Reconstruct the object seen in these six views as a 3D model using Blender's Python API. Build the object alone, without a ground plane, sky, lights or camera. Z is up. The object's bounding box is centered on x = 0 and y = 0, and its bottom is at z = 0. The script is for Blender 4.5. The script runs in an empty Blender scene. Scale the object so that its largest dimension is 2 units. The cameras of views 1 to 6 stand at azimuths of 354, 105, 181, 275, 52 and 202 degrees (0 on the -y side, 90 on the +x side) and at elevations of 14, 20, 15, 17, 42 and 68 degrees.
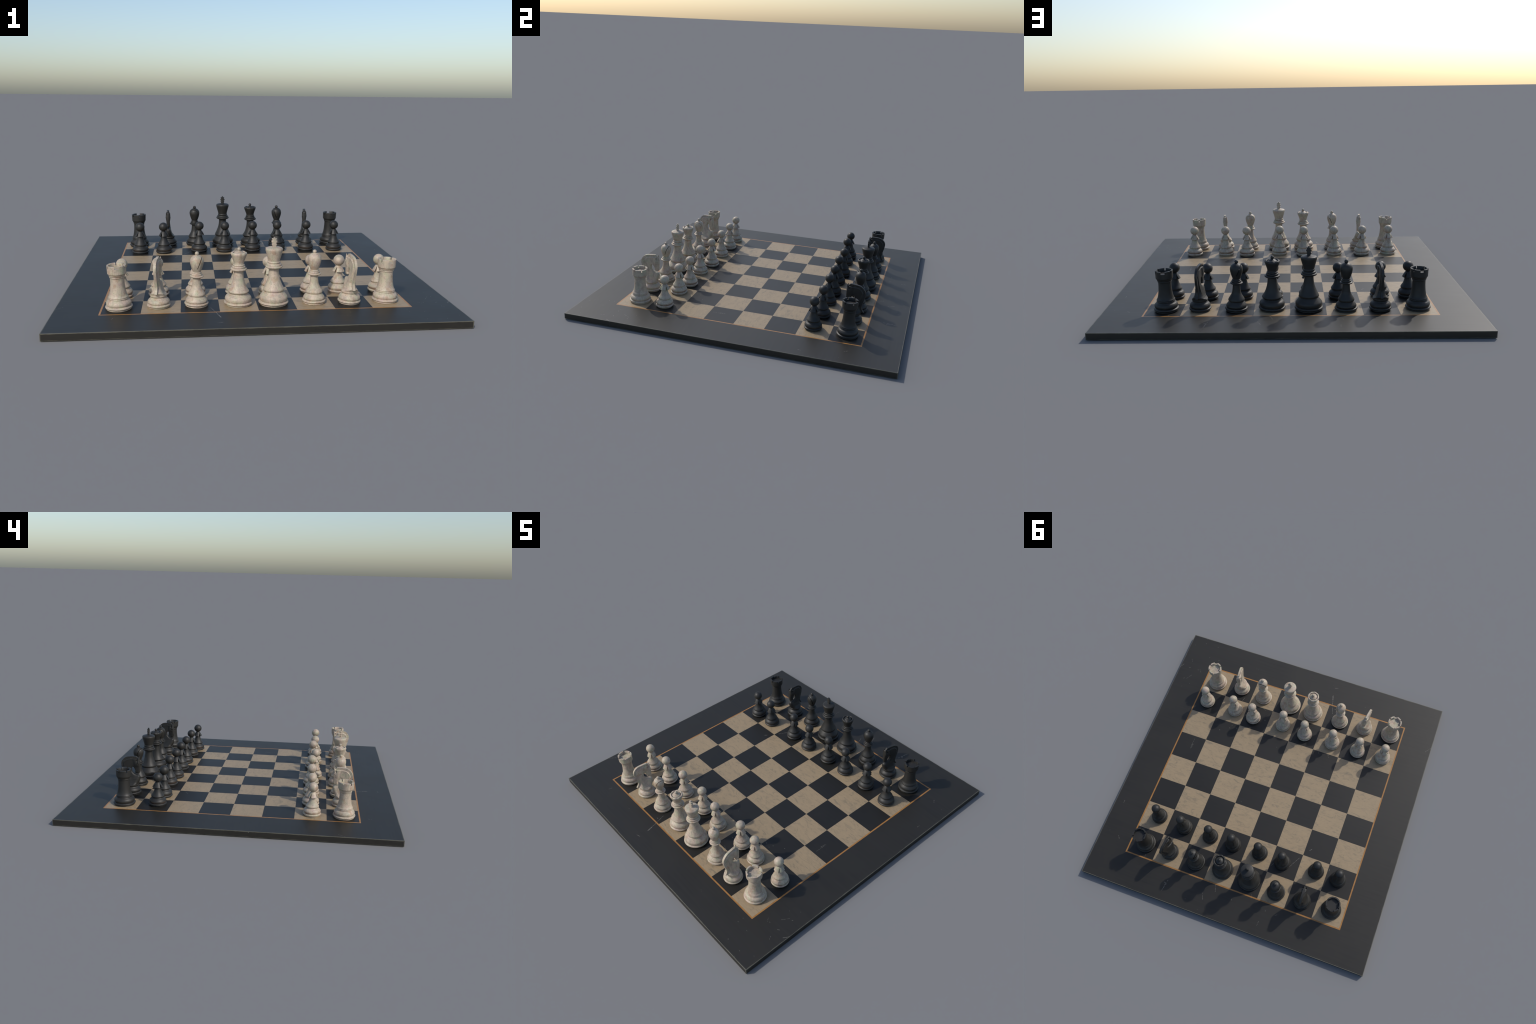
import bpy, bmesh, math, random
from mathutils import Vector, Matrix

random.seed(7)
TOP = 0.0365          # height of the playing surface
SQ = 0.1917           # side of one square
FIELD = 4 * SQ        # half width of the 8 x 8 field
INLAY = 0.0088        # width of the orange stringing
scene = bpy.context.scene


# ------------------------------------------------------------------ materials
class Nodes:
    """Small helper that wires shader nodes with short calls."""

    def __init__(self, name):
        self.mat = bpy.data.materials.new(name)
        self.mat.use_nodes = True
        self.t = self.mat.node_tree
        self.t.nodes.clear()
        self.out = self.t.nodes.new("ShaderNodeOutputMaterial")
        self.bsdf = self.t.nodes.new("ShaderNodeBsdfPrincipled")
        self.t.links.new(self.bsdf.outputs[0], self.out.inputs[0])

    def put(self, sock, val):
        if hasattr(val, "is_linked") or isinstance(val, bpy.types.NodeSocket):
            self.t.links.new(val, sock)
        elif val is not None:
            try:
                sock.default_value = val
            except (TypeError, ValueError):
                sock.default_value = tuple(val) + (1.0,)

    def node(self, kind, **props):
        n = self.t.nodes.new(kind)
        for k, v in props.items():
            setattr(n, k, v)
        return n

    def position(self):
        return self.node("ShaderNodeNewGeometry").outputs["Position"]

    def math(self, op, a, b=None, c=None, clamp=False):
        n = self.node("ShaderNodeMath", operation=op, use_clamp=clamp)
        for i, v in enumerate((a, b, c)):
            if v is not None:
                self.put(n.inputs[i], v)
        return n.outputs[0]

    def vmath(self, op, a, b=None, scale=None):
        n = self.node("ShaderNodeVectorMath", operation=op)
        self.put(n.inputs[0], a)
        if b is not None:
            self.put(n.inputs[1], b)
        if scale is not None:
            self.put(n.inputs["Scale"], scale)
        return n.outputs["Value"] if op in ("DOT_PRODUCT", "LENGTH", "DISTANCE") else n.outputs["Vector"]

    def mapping(self, vec, loc=(0, 0, 0), rot=(0, 0, 0), scale=(1, 1, 1)):
        n = self.node("ShaderNodeMapping")
        self.put(n.inputs["Vector"], vec)
        n.inputs["Location"].default_value = loc
        n.inputs["Rotation"].default_value = rot
        n.inputs["Scale"].default_value = scale
        return n.outputs[0]

    def noise(self, vec, scale, detail=4, rough=0.55, dist=0.0):
        n = self.node("ShaderNodeTexNoise")
        self.put(n.inputs["Vector"], vec)
        n.inputs["Scale"].default_value = scale
        n.inputs["Detail"].default_value = detail
        n.inputs["Roughness"].default_value = rough
        n.inputs["Distortion"].default_value = dist
        return n.outputs["Fac"]

    def ramp(self, fac, stops, mode="LINEAR"):
        n = self.node("ShaderNodeValToRGB")
        n.color_ramp.interpolation = mode
        e = n.color_ramp.elements
        while len(e) < len(stops):
            e.new(0.5)
        for el, (p, c) in zip(e, stops):
            el.position = p
            el.color = tuple(c) + (1,) if len(c) == 3 else c
        self.put(n.inputs[0], fac)
        return n.outputs[0]

    def step(self, fac, lo, hi):
        n = self.node("ShaderNodeMapRange", interpolation_type="SMOOTHSTEP")
        self.put(n.inputs["Value"], fac)
        n.inputs["From Min"].default_value = lo
        n.inputs["From Max"].default_value = hi
        return n.outputs[0]

    def mix(self, fac, a, b, blend="MIX"):
        n = self.node("ShaderNodeMix", data_type="RGBA", blend_type=blend)
        self.put(n.inputs[0], fac)
        self.put(n.inputs[6], a)
        self.put(n.inputs[7], b)
        return n.outputs[2]

    def bump(self, height, strength, distance):
        n = self.node("ShaderNodeBump")
        self.put(n.inputs["Height"], height)
        n.inputs["Strength"].default_value = strength
        n.inputs["Distance"].default_value = distance
        self.t.links.new(n.outputs[0], self.bsdf.inputs["Normal"])

    def finish(self, color, rough, spec=0.5):
        self.put(self.bsdf.inputs["Base Color"], color)
        self.put(self.bsdf.inputs["Roughness"], rough)
        self.bsdf.inputs["Specular IOR Level"].default_value = spec
        return self.mat


def segment_group():
    """Node group: mask of a thin stroke between two points of the board."""
    g = bpy.data.node_groups.new("stroke_mask", "ShaderNodeTree")
    i = g.interface
    for nm, kind in (("P", "NodeSocketVector"), ("A", "NodeSocketVector"), ("AB", "NodeSocketVector"),
                     ("InvLen2", "NodeSocketFloat"), ("Width", "NodeSocketFloat"), ("Before", "NodeSocketFloat")):
        i.new_socket(nm, in_out="INPUT", socket_type=kind)
    i.new_socket("Mask", in_out="OUTPUT", socket_type="NodeSocketFloat")
    n, l = g.nodes, g.links
    gi, go = n.new("NodeGroupInput"), n.new("NodeGroupOutput")
    ap = n.new("ShaderNodeVectorMath"); ap.operation = "SUBTRACT"
    chain = n.new("ShaderNodeMath"); chain.operation = "MULTIPLY"; chain.inputs[1].default_value = 1e-9
    l.new(gi.outputs["Before"], chain.inputs[0])   # keeps the strokes in sequence, so that few values are alive at once
    here = n.new("ShaderNodeVectorMath"); here.operation = "ADD"
    l.new(gi.outputs["P"], here.inputs[0]); l.new(chain.outputs[0], here.inputs[1])
    l.new(here.outputs[0], ap.inputs[0]); l.new(gi.outputs["A"], ap.inputs[1])
    dot = n.new("ShaderNodeVectorMath"); dot.operation = "DOT_PRODUCT"
    l.new(ap.outputs[0], dot.inputs[0]); l.new(gi.outputs["AB"], dot.inputs[1])
    t = n.new("ShaderNodeMath"); t.operation = "MULTIPLY"; t.use_clamp = True
    l.new(dot.outputs["Value"], t.inputs[0]); l.new(gi.outputs["InvLen2"], t.inputs[1])
    sc = n.new("ShaderNodeVectorMath"); sc.operation = "SCALE"
    l.new(gi.outputs["AB"], sc.inputs[0]); l.new(t.outputs[0], sc.inputs["Scale"])
    d = n.new("ShaderNodeVectorMath"); d.operation = "DISTANCE"
    l.new(ap.outputs[0], d.inputs[0]); l.new(sc.outputs[0], d.inputs[1])
    q = n.new("ShaderNodeMath"); q.operation = "DIVIDE"
    l.new(d.outputs["Value"], q.inputs[0]); l.new(gi.outputs["Width"], q.inputs[1])
    s = n.new("ShaderNodeMath"); s.operation = "SUBTRACT"; s.use_clamp = True
    s.inputs[0].default_value = 1.3
    top = n.new("ShaderNodeMath"); top.operation = "MAXIMUM"
    l.new(q.outputs[0], s.inputs[1]); l.new(s.outputs[0], top.inputs[0]); l.new(gi.outputs["Before"], top.inputs[1])
    l.new(top.outputs[0], go.inputs[0])
    return g


STROKE = segment_group()
# scratches in the lacquer: x0, y0, x1, y1, half width in millimetres
SCRATCHES = [
    (-0.190, -0.848, -0.200, -0.814, 1.2), (-0.205, -0.796, -0.235, -0.705, 1.0), (-0.184, -0.916, -0.208, -0.923, 0.8), (-0.307, -0.380, -0.316, -0.361, 1.6),
    (-0.235, -0.376, -0.247, -0.361, 1.0), (-0.238, -0.744, -0.248, -0.745, 1.2), (-0.158, -0.898, -0.161, -0.897, 1.4), (-0.165, -0.936, -0.168, -0.935, 1.0),
    (-0.446, -0.838, -0.449, -0.837, 1.0), (0.439, -0.581, 0.431, -0.611, 0.8), (0.266, -0.575, 0.244, -0.561, 1.0), (0.657, -0.168, 0.658, -0.090, 1.1),
    (0.650, -0.129, 0.655, -0.089, 0.9), (0.572, -0.261, 0.576, -0.205, 1.1), (0.405, -0.357, 0.384, -0.347, 0.9), (0.512, -0.299, 0.509, -0.299, 1.8),
    (0.447, -0.339, 0.444, -0.338, 1.4), (0.439, -0.365, 0.436, -0.364, 1.2), (0.818, -0.844, 0.815, -0.843, 1.5), (0.739, -0.845, 0.736, -0.844, 1.2),
    (0.859, -0.715, 0.856, -0.714, 1.0), (0.433, -0.875, 0.430, -0.874, 0.8), (0.421, -0.871, 0.418, -0.870, 1.0), (0.223, -0.485, 0.220, -0.484, 1.4),
    (0.065, -0.310, 0.062, -0.309, 1.2), (0.419, 0.857, 0.432, 0.935, 1.3), (0.439, 0.877, 0.417, 0.887, 1.3), (0.428, 0.878, 0.426, 0.918, 1.2),
    (0.106, 0.774, 0.089, 0.821, 1.0), (0.166, 0.854, 0.149, 0.897, 1.0), (0.869, 0.689, 0.856, 0.706, 1.3), (0.636, 0.748, 0.635, 0.763, 1.0),
    (0.938, 0.441, 0.940, 0.457, 1.8), (-0.414, 0.340, -0.431, 0.321, 1.5), (-0.321, 0.494, -0.366, 0.412, 1.0), (-0.195, 0.536, -0.216, 0.504, 0.9),
    (-0.585, 0.427, -0.584, 0.416, 1.3), (-0.269, 0.820, -0.274, 0.830, 1.5), (-0.340, 0.834, -0.354, 0.823, 1.4), (-0.252, 0.935, -0.254, 0.905, 1.0),
    (-0.033, 0.828, -0.035, 0.838, 1.3), (-0.146, 0.757, -0.155, 0.779, 0.9), (0.872, -0.583, 0.875, -0.583, 1.5), (0.921, -0.542, 0.923, -0.542, 1.3),
    (0.735, -0.845, 0.737, -0.844, 1.5), (0.854, -0.714, 0.856, -0.714, 1.5), (0.814, -0.845, 0.816, -0.845, 1.8), (0.736, -0.809, 0.738, -0.809, 1.2),
    (0.886, -0.953, 0.888, -0.952, 1.4), (0.961, -0.915, 0.963, -0.914, 1.2), (0.922, -0.714, 0.931, -0.708, 1.8), (0.846, -0.724, 0.830, -0.703, 0.8),
    (0.888, -0.656, 0.913, -0.616, 0.8), (0.941, -0.791, 0.929, -0.769, 0.8), (0.981, -0.727, 0.999, -0.695, 1.1), (0.930, -0.618, 0.934, -0.610, 1.0),
    (-0.215, -0.764, -0.192, -0.854, 1.1), (-0.210, -0.923, -0.188, -0.917, 1.4), (-0.707, -0.843, -0.702, -0.822, 1.1), (-0.995, -0.677, -0.962, -0.635, 1.0),
    (-0.319, -0.362, -0.306, -0.380, 1.3),
]


def scratches_mask(N, pos, strokes):
    flat = N.vmath("MULTIPLY", pos, (1, 1, 0))
    total = None
    for x0, y0, x1, y1, w in strokes:
        g = N.node("ShaderNodeGroup")
        g.node_tree = STROKE
        N.put(g.inputs["P"], flat)
        g.inputs["A"].default_value = (x0, y0, 0)
        g.inputs["AB"].default_value = (x1 - x0, y1 - y0, 0)
        g.inputs["InvLen2"].default_value = 1 / ((x1 - x0) ** 2 + (y1 - y0) ** 2 + 1e-9)
        g.inputs["Width"].default_value = w * 0.001
        if total is not None:
            N.put(g.inputs["Before"], total)
        total = g.outputs[0]
    return total


def dark_wood(name, rim=False, tone=1.0):
    """Black stained veneer: faint long grain, pale specks and scratches, worn arrises."""
    N = Nodes(name)
    p = N.position()
    grain = N.noise(N.mapping(p, scale=(3, 60, 60)), 1.0, 5, 0.6)
    cloud = N.noise(p, 4.0, 3)
    col = N.ramp(grain, [(0.30, tuple(tone * c for c in (0.0185, 0.0165, 0.0125))), (0.70, tuple(tone * c for c in (0.0255, 0.0230, 0.0180)))])
    col = N.mix(N.step(cloud, 0.35, 0.7), col, tuple(tone * c for c in (0.0235, 0.0210, 0.0160)))
    # small pale chips
    v = N.node("ShaderNodeTexVoronoi", feature="F1")
    N.put(v.inputs["Vector"], N.mapping(p, scale=(1, 1, 1)))
    v.inputs["Scale"].default_value = 19.0
    wob = N.noise(p, 240.0, 1)
    chip = N.math("ADD", v.outputs["Distance"], N.math("MULTIPLY", N.math("SUBTRACT", wob, 0.5), 0.06))
    pick = N.node("ShaderNodeSeparateColor")
    N.put(pick.inputs[0], v.outputs["Color"])
    size = N.math("MULTIPLY", N.math("POWER", pick.outputs[0], 9.0), 0.045)
    chips = N.math("LESS_THAN", chip, size)
    strokes = scratches_mask(N, p, SCRATCHES)
    broken = N.step(N.noise(p, 160.0, 3), 0.40, 0.56)
    strokes = N.math("MULTIPLY", strokes, broken)
    marks = N.math("MAXIMUM", N.math("MULTIPLY", chips, 0.8), strokes)
    col = N.mix(N.math("MULTIPLY", marks, 0.62), col, (0.34, 0.32, 0.28))
    if rim:
        s = N.node("ShaderNodeSeparateXYZ")
        N.put(s.inputs[0], p)
        ax = N.math("ABSOLUTE", s.outputs[0])
        ay = N.math("ABSOLUTE", s.outputs[1])
        edge = N.math("MAXIMUM", ax, ay)
        out_d = N.math("SUBTRACT", 1.0, edge)
        dz_top = N.math("SUBTRACT", TOP, s.outputs[2])
        d_top = N.math("ADD", out_d, dz_top)
        d_bot = N.math("ADD", out_d, s.outputs[2])
        d_cor = N.math("ADD", out_d, N.math("SUBTRACT", 1.0, N.math("MINIMUM", ax, ay)))
        wear = N.math("MULTIPLY", N.noise(p, 14.0, 5, 0.65), 0.010)
        worn = N.math("MAXIMUM", N.step(N.math("SUBTRACT", wear, d_top), 0.0005, 0.0022),
                      N.math("MULTIPLY", N.step(N.math("SUBTRACT", wear, d_bot), 0.0012, 0.003), 0.8))
        worn = N.math("MAXIMUM", worn, N.step(N.math("SUBTRACT", wear, d_cor), 0.0005, 0.0022))
        col = N.mix(N.math("MULTIPLY", worn, 0.6), col, (0.135, 0.128, 0.095))
    N.bump(grain, 0.25, 0.001)
    rough = N.math("ADD", 0.42, N.math("MULTIPLY", cloud, 0.10))
    return N.finish(col, rough, 0.45)


def light_wood():
    """Pale sycamore veneer: warm, with curly grey figure."""
    N = Nodes("light_wood")
    p = N.position()
    info = N.node("ShaderNodeObjectInfo").outputs["Random"]
    shift = N.node("ShaderNodeCombineXYZ")
    N.put(shift.inputs[2], N.math("MULTIPLY", info, 7.0))
    q = N.vmath("ADD", p, shift.outputs[0])
    figure = N.noise(N.mapping(q, rot=(0, 0, 0.75), scale=(16, 40, 1)), 1.0, 6, 0.66, 1.4)
    fine = N.noise(N.mapping(q, rot=(0, 0, 0.75), scale=(60, 190, 1)), 1.0, 3, 0.6, 0.4)
    col = N.ramp(figure, [(0.30, (0.200, 0.162, 0.108)), (0.47, (0.305, 0.228, 0.138)), (0.70, (0.340, 0.252, 0.150))])
    col = N.mix(N.math("MULTIPLY", N.step(fine, 0.52, 0.70), 0.30), col, (0.215, 0.178, 0.122))
    N.bump(figure, 0.2, 0.001)
    return N.finish(col, 0.45, 0.4)


def inlay_wood():
    N = Nodes("inlay_wood")
    p = N.position()
    f = N.noise(p, 30.0, 3)
    col = N.ramp(f, [(0.3, (0.28, 0.128, 0.032)), (0.7, (0.37, 0.178, 0.048))])
    return N.finish(col, 0.4, 0.5)


def stain_band(N, col, tint, amount):
    """Brown stain left under the bulge of every pawn, ragged along its edges."""
    o = N.node("ShaderNodeTexCoord").outputs["Object"]
    sep = N.node("ShaderNodeSeparateXYZ")
    N.put(sep.inputs[0], o)
    ragged = N.math("ADD", sep.outputs[2], N.math("MULTIPLY", N.math("SUBTRACT", N.noise(o, 60.0, 4), 0.5), 0.010))
    band = N.math("MULTIPLY", N.step(ragged, 0.0160, 0.0185), N.math("SUBTRACT", 1.0, N.step(ragged, 0.0255, 0.0335)))
    patchy = N.step(N.noise(N.position(), 15.0, 3), 0.36, 0.58)
    return N.mix(N.math("MULTIPLY", N.math("MULTIPLY", band, patchy), amount), col, tint)


def white_paint(stain=False):
    """Aged ivory lacquer: cream with faint pink, green and orange clouds and specks."""
    N = Nodes("stained_ivory" if stain else "aged_ivory")
    p = N.position()
    big = N.noise(N.mapping(p, scale=(1.25, 1.25, 0.6)), 34.0, 3, 0.6, 0.4)
    hue = N.noise(N.vmath("ADD", p, (3.1, 1.7, 0.4)), 32.0, 3, 0.55)
    speck = N.noise(p, 190.0, 3, 0.6)
    streak = N.noise(N.mapping(p, scale=(150, 150, 20)), 1.0, 4, 0.6)
    col = N.ramp(hue, [(0.30, (0.395, 0.385, 0.265)), (0.42, (0.440, 0.385, 0.280)), (0.50, (0.475, 0.395, 0.300)),
                       (0.60, (0.455, 0.358, 0.275)), (0.70, (0.425, 0.330, 0.280))])
    col = N.mix(N.math("MULTIPLY", N.step(big, 0.44, 0.66), 0.55), col, (0.275, 0.245, 0.200))
    rust = N.step(N.noise(N.vmath("ADD", p, (9.2, 4.4, 2.2)), 30.0, 4, 0.6), 0.54, 0.66)
    col = N.mix(N.math("MULTIPLY", rust, 0.52), col, (0.330, 0.205, 0.125))
    col = N.mix(N.math("MULTIPLY", N.step(speck, 0.55, 0.68), 0.42), col, (0.16, 0.13, 0.10))
    col = N.mix(N.math("MULTIPLY", N.step(streak, 0.50, 0.70), 0.40), col, (0.245, 0.215, 0.180))
    if stain:
        col = stain_band(N, col, (0.225, 0.140, 0.095), 0.8)
    h = N.math("ADD", N.math("MULTIPLY", big, 0.7), N.math("MULTIPLY", streak, 0.3))
    N.bump(h, 0.35, 0.004)
    return N.finish(col, 0.50, 0.4)


def black_paint(stain=False):
    """Ebonised wood: near black, satin, slightly dusty brown in places."""
    N = Nodes("stained_ebonised_wood" if stain else "ebonised_wood")
    p = N.position()
    big = N.noise(p, 26.0, 4, 0.6)
    streak = N.noise(N.mapping(p, scale=(160, 160, 22)), 1.0, 4, 0.6)
    col = N.ramp(big, [(0.3, (0.0165, 0.0162, 0.0145)), (0.7, (0.0240, 0.0235, 0.0210))])
    dust = N.step(N.noise(N.vmath("ADD", p, (5, 2, 1)), 30.0, 5, 0.65), 0.56, 0.74)
    col = N.mix(N.math("MULTIPLY", dust, 0.5), col, (0.042, 0.033, 0.026))
    if stain:
        col = stain_band(N, col, (0.050, 0.035, 0.025), 0.7)
    N.bump(streak, 0.18, 0.002)
    return N.finish(col, 0.50, 0.42)


DARK = dark_wood("dark_wood", tone=0.58)
RIM = dark_wood("dark_wood_rim", rim=True, tone=0.88)
LIGHT = light_wood()
STRING = inlay_wood()
WHITE = white_paint()
BLACK = black_paint()
STAINED = {WHITE: white_paint(True), BLACK: black_paint(True)}


# ------------------------------------------------------------------ mesh tools
def mesh_from(name, verts, faces, sharp=38.0):
    me = bpy.data.meshes.new(name)
    me.from_pydata([tuple(v) for v in verts], [], faces)
    me.validate()
    me.update()
    bm = bmesh.new()
    bm.from_mesh(me)
    bmesh.ops.remove_doubles(bm, verts=bm.verts, dist=1e-6)
    bmesh.ops.recalc_face_normals(bm, faces=bm.faces)
    bm.to_mesh(me)
    bm.free()
    me.polygons.foreach_set("use_smooth", [True] * len(me.polygons))
    me.set_sharp_from_angle(angle=math.radians(sharp))
    return me


def add_object(name, me, parent, mat):
    ob = bpy.data.objects.new(name, me)
    scene.collection.objects.link(ob)
    ob.parent = parent
    if not me.materials:
        me.materials.append(None)
    ob.material_slots[0].link = "OBJECT"
    ob.material_slots[0].material = mat
    return ob


def spline(pts, sub=3, closed=False):
    """Catmull-Rom through control points (centripetal enough for these)."""
    out, n = [], len(pts)
    last = n if closed else n - 1
    for i in range(last):
        if closed:
            p0, p1, p2, p3 = pts[i - 1], pts[i], pts[(i + 1) % n], pts[(i + 2) % n]
        else:
            p0, p1, p2, p3 = pts[max(i - 1, 0)], pts[i], pts[i + 1], pts[min(i + 2, n - 1)]
        for k in range(sub):
            t = k / sub
            out.append(tuple(0.5 * (2 * b + (c - a) * t + (2 * a - 5 * b + 4 * c - d) * t * t + (3 * b - a - 3 * c + d) * t ** 3)
                             for a, b, c, d in zip(p0, p1, p2, p3)))
    if not closed:
        out.append(tuple(pts[-1]))
    return out


def lathe(name, runs, seg=72, bottom=False, top=False, warp=None):
    """Turned part. runs: list of (r, z) runs, each smooth, with a crease between runs."""
    prof = []
    for run in runs:
        pr = spline(run) if len(run) > 2 else list(run)
        if prof and abs(prof[-1][0] - pr[0][0]) + abs(prof[-1][1] - pr[0][1]) < 1e-7:
            pr = pr[1:]
        prof += pr
    if bottom and prof[0][0] > 1e-6:
        prof.insert(0, (0.0, prof[0][1]))
    if top and prof[-1][0] > 1e-6:
        prof.append((0.0, prof[-1][1]))
    verts, faces = [], []
    for r, z in prof:
        r = max(r, 0.0)
        for k in range(seg):
            a = 2 * math.pi * k / seg
            if warp:
                verts.append(warp(r, z, a))
            else:
                verts.append((r * math.cos(a), r * math.sin(a), z))
    for i in range(len(prof) - 1):
        for k in range(seg):
            k2 = (k + 1) % seg
            faces.append((i * seg + k, i * seg + k2, (i + 1) * seg + k2, (i + 1) * seg + k))
    return mesh_from(name, verts, faces)


def ball_run(r, zc, z_from=None):
    """Sphere profile, from the neck radius z_from up to the pole."""
    a0 = -90 if z_from is None else math.degrees(math.asin(max(-1, min(1, (z_from - zc) / r))))
    return [(r * math.cos(math.radians(a0 + (90 - a0) * i / 10)), zc + r * math.sin(math.radians(a0 + (90 - a0) * i / 10)))
            for i in range(11)]


def cut(me, cutter_bm):
    """Boolean difference; returns a new mesh."""
    cm = bpy.data.meshes.new("cutter")
    cutter_bm.to_mesh(cm)
    cutter_bm.free()
    co = bpy.data.objects.new("cutter", cm)
    ob = bpy.data.objects.new("tmp", me)
    scene.collection.objects.link(co)
    scene.collection.objects.link(ob)
    m = ob.modifiers.new("cut", "BOOLEAN")
    m.object = co
    m.operation = "DIFFERENCE"
    m.solver = "EXACT"
    dg = bpy.context.evaluated_depsgraph_get()
    res = bpy.data.meshes.new_from_object(ob.evaluated_get(dg))
    bpy.data.objects.remove(ob)
    bpy.data.objects.remove(co)
    bpy.data.meshes.remove(cm)
    res.polygons.foreach_set("use_smooth", [True] * len(res.polygons))
    res.set_sharp_from_angle(angle=math.radians(38))
    return res


def box_bm(size, matrix, bm=None):
    bm = bm or bmesh.new()
    r = bmesh.ops.create_cube(bm, size=1.0)
    bmesh.ops.transform(bm, matrix=matrix @ Matrix.Diagonal((*size, 1)), verts=r["verts"])
    return bm


# ------------------------------------------------------------------ turned profiles
def foot(R, rb, z_ring, z_top, r_foot, z_b, r_neck, z_neck):
    """Foot, rounded ring and bulge shared by every piece.
    R ring radius, rb bulge radius, r_foot foot radius, z_b bulge height, neck where the skirt sits."""
    k = z_ring
    return [
        [(r_foot, 0.0), (r_foot + 0.0012, 0.0015), (r_foot + 0.0012, 0.0035), (r_foot, 0.0052)],
        [(r_foot, 0.0052), (R - 0.0035, k - 0.0052), (R - 0.0006, k - 0.0026), (R, k), (R - 0.0012, k + 0.0030),
         (R - 0.0045, k + 0.0052), (rb - 0.0042, z_top)],
        [(rb - 0.0042, z_top), (rb - 0.0012, z_top + 0.0035), (rb, z_b - 0.002), (rb - 0.0002, z_b + 0.002),
         (rb - 0.0022, z_b + 0.0075), (rb - 0.0070, z_b + 0.0140), (r_neck + 0.0045, z_neck - 0.0052),
         (r_neck + 0.0012, z_neck - 0.0016), (r_neck, z_neck)],
    ]


PIECES = {}

# pawn ---------------------------------------------------------------
PIECES["pawn"] = {
    "base": lathe("pawn_base", foot(0.0548, 0.0525, 0.0118, 0.0185, 0.0462, 0.0280, 0.0365, 0.0505), bottom=True),
    "stem": lathe("pawn_stem", [
        [(0.0365, 0.0505), (0.0366, 0.0522), (0.0388, 0.0542), (0.0400, 0.0580), (0.0393, 0.0615), (0.0368, 0.0655),
         (0.0328, 0.0712), (0.0282, 0.0785), (0.0240, 0.0880), (0.0206, 0.0990), (0.0184, 0.1100), (0.0168, 0.1200),
         (0.0146, 0.1290), (0.0126, 0.1380), (0.0113, 0.1470), (0.0112, 0.1500)]]),
    "head": lathe("pawn_head", [ball_run(0.0293, 0.1757, 0.1485)]),
}


def pawn_collar():
    """Umbrella collar of four thick panels, parted by inverted V notches."""
    line = spline([(0.0112, 0.1490), (0.0160, 0.1440), (0.0225, 0.1345), (0.0280, 0.1245), (0.0322, 0.1165)], 3)
    n = len(line)
    verts, faces = [], []
    for q in range(4):
        mid = math.pi / 2 * q
        rows = []
        for side in (0, 1):
            for i, (r, z) in enumerate(line):
                t = i / (n - 1)
                gap = math.radians(13.0) * max(0.0, (t - 0.36) / 0.64) ** 0.55
                if side:
                    nr, nz = r - 0.0048 * min(1, t * 3), z - 0.0036 * min(1, t * 3)
                else:
                    nr, nz = r, z
                row = []
                for k in range(17):
                    a = mid + (-1 + 2 * k / 16) * (math.pi / 4 - gap)
                    row.append(len(verts))
                    verts.append((nr * math.cos(a), nr * math.sin(a), nz))
                rows.append(row)
        for side in (0, 1):
            for i in range(n - 1):
                a, b = rows[side * n + i], rows[side * n + i + 1]
                for k in range(16):
                    f = (a[k], b[k], b[k + 1], a[k + 1])
                    faces.append(f if not side else f[::-1])
        a, b = rows[n - 1], rows[2 * n - 1]
        faces += [(a[k], b[k], b[k + 1], a[k + 1]) for k in range(16)]
        for k in (0, 16):
            faces += [(rows[i][k], rows[n + i][k], rows[n + i + 1][k], rows[i + 1][k]) for i in range(n - 1)]
    return mesh_from("pawn_collar", verts, faces, 30)


PIECES["pawn"]["collar"] = pawn_collar()

# rook ---------------------------------------------------------------
PIECES["rook"] = {
    "base": lathe("rook_base", foot(0.0672, 0.0622, 0.0132, 0.0208, 0.0600, 0.0312, 0.0478, 0.0522), bottom=True),
    "stem": lathe("rook_stem", [
        [(0.0478, 0.0522), (0.0492, 0.0545), (0.0496, 0.0568), (0.0486, 0.0590), (0.0474, 0.0604)],
        [(0.0474, 0.0604), (0.0487, 0.0618), (0.0490, 0.0636), (0.0476, 0.0662), (0.0448, 0.0705), (0.0424, 0.0765),
         (0.0396, 0.0875), (0.0368, 0.1055), (0.0351, 0.1250), (0.0345, 0.1420), (0.0345, 0.1560), (0.0350, 0.1600)],
        [(0.0350, 0.1600), (0.0370, 0.1618), (0.0376, 0.1640), (0.0370, 0.1662), (0.0356, 0.1674)],
        [(0.0356, 0.1674), (0.0388, 0.1690), (0.0400, 0.1715), (0.0404, 0.1745)]]),
}
crown = lathe("rook_crown", [
    [(0.0404, 0.1745), (0.0420, 0.1775), (0.0442, 0.1800)], [(0.0442, 0.1800), (0.0458, 0.1830)],
    [(0.0458, 0.1830), (0.0460, 0.1900), (0.0465, 0.2080), (0.0471, 0.2225)],
    [(0.0471, 0.2225), (0.0466, 0.2236)], [(0.0466, 0.2236), (0.0384, 0.2236)], [(0.0384, 0.2236), (0.0378, 0.2228)],
    [(0.0378, 0.2228), (0.0366, 0.2040)], [(0.0366, 0.2040), (0.0, 0.2036)]], bottom=True)
notches = bmesh.new()
for i in range(6):
    width = 0.0215 if i == 0 else 0.0078
    box_bm((width, 0.030, 0.030), Matrix.Rotation(math.radians(60 * i), 4, "Z") @ Matrix.Translation((0, -0.044, 0.2105 + 0.015)), notches)
PIECES["rook"]["battlement"] = cut(crown, notches)

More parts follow.
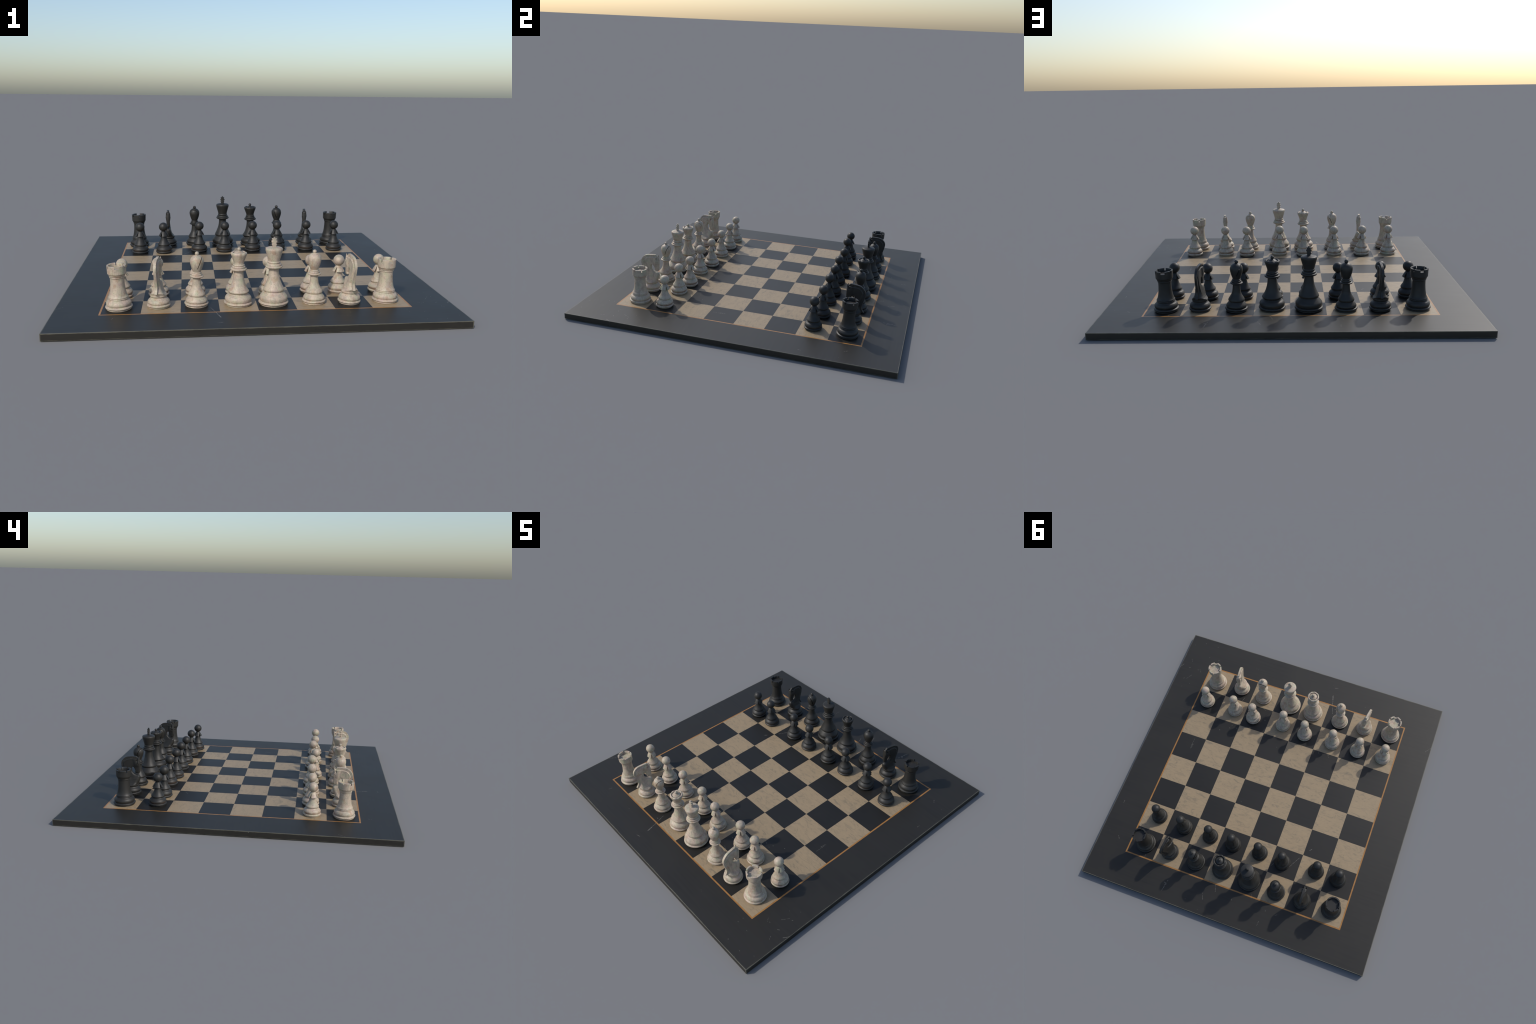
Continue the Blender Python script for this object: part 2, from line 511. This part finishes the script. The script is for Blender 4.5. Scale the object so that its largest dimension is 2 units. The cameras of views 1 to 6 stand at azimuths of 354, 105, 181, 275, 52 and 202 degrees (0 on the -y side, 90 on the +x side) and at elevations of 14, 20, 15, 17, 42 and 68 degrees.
# bishop -------------------------------------------------------------
PIECES["bishop"] = {
    "base": lathe("bishop_base", foot(0.0610, 0.0548, 0.0140, 0.0205, 0.0545, 0.0275, 0.0394, 0.0515), bottom=True),
    "stem": lathe("bishop_stem", [
        [(0.0394, 0.0515), (0.0396, 0.0532), (0.0424, 0.0553), (0.0437, 0.0595), (0.0430, 0.0638), (0.0398, 0.0700),
         (0.0343, 0.0792), (0.0288, 0.0885), (0.0248, 0.0975), (0.0224, 0.1070), (0.0206, 0.1220), (0.0196, 0.1350),
         (0.0193, 0.1440)]]),
    "collar": lathe("bishop_collar", [
        [(0.0193, 0.1440), (0.0255, 0.1456), (0.0318, 0.1490), (0.0340, 0.1525), (0.0330, 0.1550), (0.0285, 0.1568), (0.0262, 0.1576)],
        [(0.0262, 0.1576), (0.0270, 0.1608), (0.0266, 0.1640), (0.0250, 0.1660), (0.0226, 0.1668)],
        [(0.0226, 0.1668), (0.0232, 0.1690), (0.0230, 0.1714), (0.0214, 0.1736), (0.0198, 0.1746)]]),
    "finial": lathe("bishop_finial", [[(0.0085, 0.2590), (0.0079, 0.2606)], ball_run(0.0103, 0.2668, 0.2600)]),
}
mitre = lathe("bishop_mitre", [
    [(0.0198, 0.1746), (0.0206, 0.1780), (0.0230, 0.1840), (0.0262, 0.1922), (0.0300, 0.2040), (0.0330, 0.2165), (0.0340, 0.2255),
     (0.0335, 0.2330), (0.0314, 0.2410), (0.0270, 0.2484), (0.0200, 0.2545), (0.0130, 0.2582), (0.0080, 0.2604)]], bottom=True, top=True)
slit = Matrix.Translation((0.0035, 0, 0.1935)) @ Matrix.Rotation(math.radians(19.5), 4, "Y") @ Matrix.Translation((0, 0, 0.050))
cleft = cut(mitre, box_bm((0.0036, 0.12, 0.100), slit))
plugged = bmesh.new()                    # box added inside the through cut so that the slit looks dark
plugged.from_mesh(cleft)
box_bm((0.0046, 0.024, 0.034), slit @ Matrix.Translation((0, 0, -0.0345)), plugged)
plugged.to_mesh(cleft)
plugged.free()
PIECES["bishop"]["mitre"] = cleft

# queen --------------------------------------------------------------
PIECES["queen"] = {
    "base": lathe("queen_base", foot(0.0718, 0.0676, 0.0132, 0.0205, 0.0630, 0.0340, 0.0465, 0.0600), bottom=True),
    "stem": lathe("queen_stem", [
        [(0.0465, 0.0600), (0.0467, 0.0622), (0.0500, 0.0646), (0.0536, 0.0688), (0.0541, 0.0730), (0.0518, 0.0772),
         (0.0462, 0.0852), (0.0400, 0.0960), (0.0340, 0.1110), (0.0292, 0.1280), (0.0264, 0.1430), (0.0249, 0.1570),
         (0.0242, 0.1700), (0.0242, 0.1755)]]),
    "collar": lathe("queen_collar", [
        [(0.0242, 0.1755), (0.0330, 0.1776), (0.0395, 0.1812), (0.0411, 0.1853), (0.0402, 0.1888), (0.0360, 0.1908), (0.0322, 0.1914)],
        [(0.0322, 0.1914), (0.0334, 0.1940), (0.0337, 0.1970), (0.0326, 0.1998), (0.0300, 0.2014), (0.0278, 0.2018)],
        [(0.0278, 0.2018), (0.0294, 0.2040), (0.0297, 0.2068), (0.0284, 0.2094), (0.0264, 0.2108)]]),
    "finial": lathe("queen_finial", [[(0.0255, 0.2645), (0.0250, 0.2670), (0.0215, 0.2702), (0.0150, 0.2738), (0.0090, 0.2768),
                                     (0.0066, 0.2795)], ball_run(0.0093, 0.2855, 0.2790)]),
}


def scallop(r, z, a):
    """Eight shallow scallops round the coronet's rim."""
    k = max(0.0, min(1.0, (z - 0.250) / 0.020)) * max(0.0, min(1.0, (r - 0.026) / 0.008))
    c = 0.5 - 0.5 * math.cos(8 * a)
    c = c ** 1.5
    rr = r - 0.0012 * k * c
    return (rr * math.cos(a), rr * math.sin(a), z - 0.0019 * k * c)


PIECES["queen"]["coronet"] = lathe("queen_coronet", [
    [(0.0264, 0.2108), (0.0262, 0.2150), (0.0266, 0.2200), (0.0282, 0.2262), (0.0315, 0.2358), (0.0355, 0.2468), (0.0392, 0.2560),
     (0.0407, 0.2628), (0.0398, 0.2682), (0.0365, 0.2715), (0.0325, 0.2716), (0.0296, 0.2690), (0.0286, 0.2650), (0.0280, 0.2610)],
    [(0.0280, 0.2610), (0.0, 0.2610)]], seg=96, warp=scallop)

# king ---------------------------------------------------------------
PIECES["king"] = {
    "base": lathe("king_base", foot(0.0768, 0.0718, 0.0138, 0.0215, 0.0680, 0.0370, 0.0502, 0.0690), bottom=True),
    "stem": lathe("king_stem", [
        [(0.0502, 0.0690), (0.0503, 0.0708), (0.0526, 0.0735), (0.0538, 0.0778), (0.0534, 0.0818), (0.0514, 0.0860),
         (0.0478, 0.0928), (0.0430, 0.1025), (0.0372, 0.1165), (0.0322, 0.1300), (0.0287, 0.1430), (0.0263, 0.1580),
         (0.0250, 0.1720), (0.0246, 0.1845)]]),
    "collar": lathe("king_collar", [
        [(0.0246, 0.1845), (0.0330, 0.1872), (0.0408, 0.1912), (0.0434, 0.1960), (0.0427, 0.1992), (0.0400, 0.2012), (0.0371, 0.2020)],
        [(0.0371, 0.2020), (0.0373, 0.2050), (0.0366, 0.2092), (0.0340, 0.2118), (0.0296, 0.2132)],
        [(0.0296, 0.2132), (0.0300, 0.2152), (0.0316, 0.2176), (0.0320, 0.2206), (0.0308, 0.2234), (0.0294, 0.2248)]]),
    "crown": lathe("king_crown", [
        [(0.0294, 0.2248), (0.0298, 0.2280), (0.0327, 0.2400), (0.0361, 0.2520), (0.0395, 0.2640), (0.0425, 0.2750), (0.0436, 0.2815),
         (0.0432, 0.2862), (0.0410, 0.2898), (0.0360, 0.2922), (0.0280, 0.2942), (0.0180, 0.2962), (0.0110, 0.2976), (0.0080, 0.2985)]], top=True),
}


def plate(r, z, a):
    """Squarish plan, broad along x and thin along y, for the king's finial."""
    c, s = math.cos(a), math.sin(a)
    k = (abs(c) ** 5 + abs(s) ** 5) ** -0.2
    return (r * k * c, min(1.0, 0.0066 / max(r, 1e-6)) * r * k * s, z)


PIECES["king"]["finial"] = lathe("king_finial", [
    [(0.0092, 0.2960), (0.0096, 0.3030)], [(0.0096, 0.3030), (0.0124, 0.3050)], [(0.0124, 0.3050), (0.0126, 0.3110)],
    [(0.0126, 0.3110), (0.0094, 0.3140)], [(0.0094, 0.3140), (0.0096, 0.3165)], [(0.0096, 0.3165), (0.0142, 0.3185)],
    [(0.0142, 0.3185), (0.0146, 0.3262)], [(0.0146, 0.3262), (0.0092, 0.3300)], [(0.0092, 0.3300), (0.0094, 0.3325)],
    [(0.0094, 0.3325), (0.0123, 0.3345)], [(0.0123, 0.3345), (0.0123, 0.3385)], [(0.0123, 0.3385), (0.0032, 0.3398)],
    [(0.0032, 0.3398), (0.0030, 0.3420)], [(0.0030, 0.3420), (0.0046, 0.3438)], [(0.0046, 0.3438), (0.0044, 0.3455)],
    [(0.0044, 0.3455), (0.0, 0.3460)]], seg=48, warp=plate)

# knight -------------------------------------------------------------
PIECES["knight"] = {
    "base": lathe("knight_base", foot(0.0590, 0.0555, 0.0130, 0.0200, 0.0510, 0.0285, 0.0385, 0.0520)
                  + [[(0.0385, 0.0520), (0.0386, 0.0545), (0.0414, 0.0568), (0.0428, 0.0605), (0.0420, 0.0640), (0.0405, 0.0655)]],
                  bottom=True, top=True),
}
# outline of the horse in its plane: (forward, height); the mane edge runs from the tail up to the poll
MANE = spline([(-0.0630, 0.0795), (-0.0560, 0.0880), (-0.0500, 0.0985), (-0.0475, 0.1110), (-0.0500, 0.1260), (-0.0550, 0.1430),
               (-0.0605, 0.1620), (-0.0655, 0.1830), (-0.0665, 0.2030), (-0.0605, 0.2200), (-0.0475, 0.2350), (-0.0300, 0.2450),
               (-0.0010, 0.2490), (0.0330, 0.2500)], 4)
FRONT = spline([(0.0330, 0.2500), (0.0395, 0.2420), (0.0460, 0.2380), (0.0500, 0.2330), (0.0512, 0.2265), (0.0535, 0.2110), (0.0545, 0.1940), (0.0545, 0.1760),
                (0.0538, 0.1560), (0.0525, 0.1450), (0.0470, 0.1375), (0.0370, 0.1375), (0.0270, 0.1410), (0.0240, 0.1450), (0.0245, 0.1530),
                (0.0205, 0.1640), (0.0140, 0.1750), (0.0070, 0.1800), (0.0025, 0.1770), (0.0005, 0.1650), (0.0020, 0.1520),
                (0.0110, 0.1390), (0.0230, 0.1325), (0.0330, 0.1285), (0.0450, 0.1265), (0.0525, 0.1210), (0.0545, 0.1110), (0.0530, 0.0960),
                (0.0480, 0.0830), (0.0420, 0.0720), (0.0390, 0.0610)], 3)
BACK = [(-0.0420, 0.0610), (-0.0440, 0.0730), (-0.0480, 0.0775), (-0.0520, 0.0780)]
THICK = [(0.060, 0.0405), (0.066, 0.0400), (0.071, 0.0345), (0.078, 0.0285), (0.088, 0.0235), (0.100, 0.0200), (0.115, 0.0160), (0.135, 0.0122),
         (0.155, 0.0102), (0.180, 0.0098), (0.205, 0.0100), (0.255, 0.0092)]
HEAD = [(0.130, 0.0098), (0.150, 0.0108), (0.175, 0.0118), (0.200, 0.0146), (0.216, 0.0156), (0.232, 0.0140), (0.250, 0.0095)]


def interp(tab, x):
    if x <= tab[0][0]:
        return tab[0][1]
    for (a, u), (b, v) in zip(tab, tab[1:]):
        if x <= b:
            t = (x - a) / (b - a)
            t = t * t * (3 - 2 * t) * 0.5 + t * 0.5
            return u + (v - u) * t
    return tab[-1][1]


def dist_poly(f, z, poly):
    best, where, run = 1e9, 0.0, 0.0
    for (x0, y0), (x1, y1) in zip(poly, poly[1:]):
        dx, dy = x1 - x0, y1 - y0
        L2 = dx * dx + dy * dy
        t = max(0.0, min(1.0, ((f - x0) * dx + (z - y0) * dy) / (L2 + 1e-12)))
        d = math.hypot(f - x0 - dx * t, z - y0 - dy * t)
        L = math.sqrt(L2)
        if d < best:
            best, where = d, run + t * L
        run += L
    return best, where


def smooth(a, b, x):
    t = max(0.0, min(1.0, (x - a) / (b - a)))
    return t * t * (3 - 2 * t)


def knight_half(f, z):
    """Half thickness of the horse at a point of its plane."""
    dm, s = dist_poly(f, z, MANE)
    df, _ = dist_poly(f, z, FRONT)
    h = interp(THICK, z)
    if z > 0.128:
        h += (interp(HEAD, z) - h) * smooth(0.010, 0.030, f + max(0.0, z - 0.19) * 0.15)
    reach = 0.008 + 0.016 * (1 - smooth(0.105, 0.140, z))
    q = min(1.0, df / reach)
    edge = math.sqrt(max(0.0, 1 - (1 - q) ** 2))
    h = 0.0030 + (h - 0.0030) * edge
    # round plan where the horse sits on its ring
    rc = 0.0425 + max(0.0, z - 0.070) * 1.2
    if z < 0.110:
        h = min(h, math.sqrt(max(rc * rc - f * f, 0.0)))
    # hollow behind the ear
    ear = math.hypot((f - 0.0375 - (z - 0.226) * 0.25) / 0.0042, (z - 0.226) / 0.0120)
    h -= 0.007 * (1 - smooth(0.5, 1.1, ear))
    # cheek
    ck = math.hypot((f - 0.030) / 0.016, (z - 0.196) / 0.020)
    h += 0.0014 * (1 - smooth(0.3, 1.0, ck))
    # brow over the eye
    br = math.hypot((f - 0.0445) / 0.0070, (z - 0.2075) / 0.0045)
    h += 0.0016 * (1 - smooth(0.4, 1.0, br)) - 0.0014 * (1 - smooth(0.3, 1.0, math.hypot((f - 0.0445) / 0.0060, (z - 0.1995) / 0.0035)))
    # mane: a thin hatched band along the crest
    strip = min(h, 0.0064 + 0.0008 * math.sin(s * 2 * math.pi / 0.0062))
    w = smooth(0.090, 0.125, z)
    crest = smooth(0.0155, 0.0180, dm)
    upper = strip + (h - strip) * crest + 0.0010 * math.exp(-((dm - 0.0195) / 0.0022) ** 2)
    qb = min(1.0, max(0.0, dm - 0.010) / 0.022)
    lower = max(0.0062, h * math.sqrt(1 - (1 - qb) ** 2)) if z > 0.074 else max(0.0062, h)
    h = lower + (upper - lower) * w
    return max(h, 0.0015)


def knight_body():
    bm = bmesh.new()
    loop = [(x, y) for x, y in MANE] + FRONT[1:] + BACK[:-1]
    vs = [bm.verts.new((0, x, y)) for x, y in loop]
    bm.faces.new(vs).normal_update()
    bmesh.ops.triangulate(bm, faces=bm.faces[:])
    for axis, lo, hi, stp in ((1, -0.066, 0.056, 0.0022), (2, 0.062, 0.250, 0.0025)):
        x = lo
        while x < hi:
            co, no = [0, 0, 0], [0, 0, 0]
            co[axis], no[axis] = x, 1
            bmesh.ops.bisect_plane(bm, geom=bm.verts[:] + bm.edges[:] + bm.faces[:], plane_co=co, plane_no=no, dist=1e-5)
            x += stp
    bmesh.ops.dissolve_limit(bm, angle_limit=0.0, verts=[], edges=[])
    bm.verts.ensure_lookup_table()
    n = len(bm.verts)
    bm.verts.index_update()
    half = [knight_half(v.co.y, v.co.z) for v in bm.verts]
    verts = [(h, v.co.y, v.co.z) for v, h in zip(bm.verts, half)] + [(-h, v.co.y, v.co.z) for v, h in zip(bm.verts, half)]
    faces = []
    for f in bm.faces:
        ids = [v.index for v in f.verts]
        faces.append(ids)
        faces.append([i + n for i in reversed(ids)])
    for e in bm.edges:
        if len(e.link_faces) == 1:
            a, b = e.verts[0].index, e.verts[1].index
            faces.append((a, b, b + n, a + n))
    bm.free()
    return mesh_from("knight_horse", verts, faces, 50)


PIECES["knight"]["horse"] = knight_body()


def knight_ear(side):
    verts, faces = [], []
    line = spline([(0.0, 0.212), (0.0036, 0.218), (0.0050, 0.227), (0.0044, 0.236), (0.0026, 0.243), (0.0, 0.248)], 3)
    seg = 16
    for r, z in line:
        for k in range(seg):
            a = 2 * math.pi * k / seg
            lean = (z - 0.212)
            verts.append((side * (0.0105 - lean * 0.05) + 0.8 * r * math.cos(a), 0.0440 + lean * 0.10 + r * math.sin(a), z))
    for i in range(len(line) - 1):
        for k in range(seg):
            k2 = (k + 1) % seg
            faces.append((i * seg + k, i * seg + k2, (i + 1) * seg + k2, (i + 1) * seg + k))
    return mesh_from("knight_ear", verts, faces)


EARS = [knight_ear(1), knight_ear(-1)]

# ------------------------------------------------------------------ the board
board = bpy.data.objects.new("chess_board", None)
scene.collection.objects.link(board)
board["label"] = "square black wooden chess board with tan squares and orange inlay line"
board["category"] = "chess board"


def board_rim():
    o, i = 1.0, FIELD + INLAY
    # section of the frame, from the inner lip over the top, down the side, and under
    sec = [(i, TOP - 0.012), (i, TOP), (o - 0.0010, TOP), (o - 0.0003, TOP - 0.0003), (o, TOP - 0.0010), (o, 0.0012), (o - 0.0004, 0.0004), (o - 0.0012, 0.0)]
    verts, faces = [], []
    for d, z in sec:
        verts += [(-d, -d, z), (d, -d, z), (d, d, z), (-d, d, z)]
    for k in range(len(sec) - 1):
        for c in range(4):
            c2 = (c + 1) % 4
            faces.append((k * 4 + c, k * 4 + c2, (k + 1) * 4 + c2, (k + 1) * 4 + c))
    last = (len(sec) - 1) * 4
    faces.append((last, last + 1, last + 2, last + 3))
    faces.append((0, 1, 2, 3))
    bm = bmesh.new()
    vs = [bm.verts.new(v) for v in verts]
    for f in faces:
        bm.faces.new([vs[j] for j in f])
    corner = [e for e in bm.edges if abs(abs(e.verts[0].co.x) - 1) < 0.004 and abs(e.verts[0].co.x - e.verts[1].co.x) < 0.004
              and abs(e.verts[0].co.y - e.verts[1].co.y) < 0.004 and abs(abs(e.verts[0].co.y) - 1) < 0.004 and abs(e.verts[0].co.z - e.verts[1].co.z) > 1e-4]
    bmesh.ops.recalc_face_normals(bm, faces=bm.faces[:])
    me = bpy.data.meshes.new("board_frame")
    bm.to_mesh(me)
    bm.free()
    return me


add_object("frame", board_rim(), board, RIM)


def slab(name, x0, y0, x1, y1, z0, z1, pts=None):
    pts = pts or [(x0, y0), (x1, y0), (x1, y1), (x0, y1)]
    verts = [(x, y, z0) for x, y in pts] + [(x, y, z1) for x, y in pts]
    faces = [(3, 2, 1, 0), (4, 5, 6, 7)] + [(k, (k + 1) % 4, (k + 1) % 4 + 4, k + 4) for k in range(4)]
    me = bpy.data.meshes.new(name)
    me.from_pydata(verts, [], faces)
    me.update()
    return me


for r in range(8):
    for c in range(8):
        dark = (r + c) % 2 == 0
        x0, y0 = -FIELD + c * SQ, -FIELD + r * SQ
        add_object("dark_square" if dark else "light_square",
                   slab("dark_square" if dark else "light_square", x0, y0, x0 + SQ, y0 + SQ, TOP - 0.011, TOP), board, DARK if dark else LIGHT)
for k in range(4):
    a, b = FIELD, FIELD + INLAY
    pts = [(-b, -b), (b, -b), (a, -a), (-a, -a)]
    rot = Matrix.Rotation(math.pi / 2 * k, 2)
    pts = [tuple(rot @ Vector(p)) for p in pts]
    add_object("inlay_strip", slab("inlay_strip", 0, 0, 0, 0, TOP - 0.011, TOP, pts), board, STRING)

# ------------------------------------------------------------------ the men: x, y, turn (deg), lean toward +x and +y (deg)
WHITE_MEN = [
    ("rook", 0.6670, -0.6621, 10, 0.4, 0.8), ("knight", 0.4753, -0.6738, 7, 1.0, 0.0), ("bishop", 0.2948, -0.6582, 90, -0.5, 0.8),
    ("king", 0.0850, -0.6639, 0, 0.1, 0.6), ("queen", -0.0952, -0.6590, 0, 1.0, 0.6), ("bishop", -0.3049, -0.6582, 0, 1.3, 0.4),
    ("knight", -0.4917, -0.6666, -9, -1.0, 1.5), ("rook", -0.6855, -0.6782, 7, -1.3, -0.2),
    ("pawn", 0.6815, -0.4865, 4, -1.0, -0.1), ("pawn", 0.4575, -0.4876, 3, 0.9, 0.3), ("pawn", 0.3088, -0.4732, 2, -0.1, -0.1), ("pawn", 0.0810, -0.4905, 5, -1.4, -1.0),
    ("pawn", -0.0953, -0.4707, 5, 1.0, -0.3), ("pawn", -0.3070, -0.4738, 17, 0.7, 0.1), ("pawn", -0.4987, -0.4748, 17, -0.9, -0.7), ("pawn", -0.6854, -0.4861, 17, 0.3, -0.4)]
BLACK_MEN = [
    ("rook", 0.6621, 0.6729, 182, 0.7, 0.1), ("knight", 0.4809, 0.6743, 172, -0.5, -0.5), ("bishop", 0.2866, 0.6775, 180, -1.4, -0.5),
    ("queen", 0.0970, 0.6631, 0, -1.1, 0.0), ("king", -0.1000, 0.6693, 0, -0.1, -0.8), ("bishop", -0.2965, 0.6861, -109, 0.3, -0.4),
    ("knight", -0.4783, 0.6807, 181, 0.0, -1.0), ("rook", -0.6789, 0.6698, 190, 0.1, -0.1),
    ("pawn", 0.6522, 0.4642, -5, -1.2, -1.1), ("pawn", 0.4577, 0.4774, -5, 1.1, -0.0), ("pawn", 0.2628, 0.4795, -5, -1.0, -1.1), ("pawn", 0.0942, 0.4801, 0, -0.4, -0.4),
    ("pawn", -0.1015, 0.4734, 0, 1.9, -0.1), ("pawn", -0.2685, 0.4820, 8, 0.7, -0.7), ("pawn", -0.5027, 0.4644, 15, -0.6, -1.3), ("pawn", -0.6598, 0.4659, 8, 0.8, -0.8)]
SHAPE = {"pawn": "small piece with round ball head and notched collar", "rook": "castle tower piece with notched battlement top",
         "knight": "horse head piece with arched hatched mane", "bishop": "tall piece with slit pointed mitre head",
         "queen": "tall piece with scalloped coronet and ball", "king": "tallest piece with flared crown and stepped finial"}

for men, tone, mat, words in ((WHITE_MEN, "white", WHITE, "aged cream white"), (BLACK_MEN, "black", BLACK, "satin black")):
    for kind, x, y, turn, lx, ly in men:
        root = bpy.data.objects.new(f"{tone}_{kind}", None)
        scene.collection.objects.link(root)
        root["label"] = f"{words} {SHAPE[kind]}"
        root["category"] = "chess piece"
        root.matrix_world = (Matrix.Translation((x, y, TOP)) @ Matrix.Rotation(math.radians(-ly), 4, "X")
                             @ Matrix.Rotation(math.radians(lx), 4, "Y") @ Matrix.Rotation(math.radians(turn), 4, "Z"))
        for part, me in PIECES[kind].items():
            ob = add_object(part, me, root, STAINED[mat] if kind == "pawn" and part == "base" else mat)
            if part == "horse":
                for e in EARS:
                    add_object("ear", e, ob, mat)
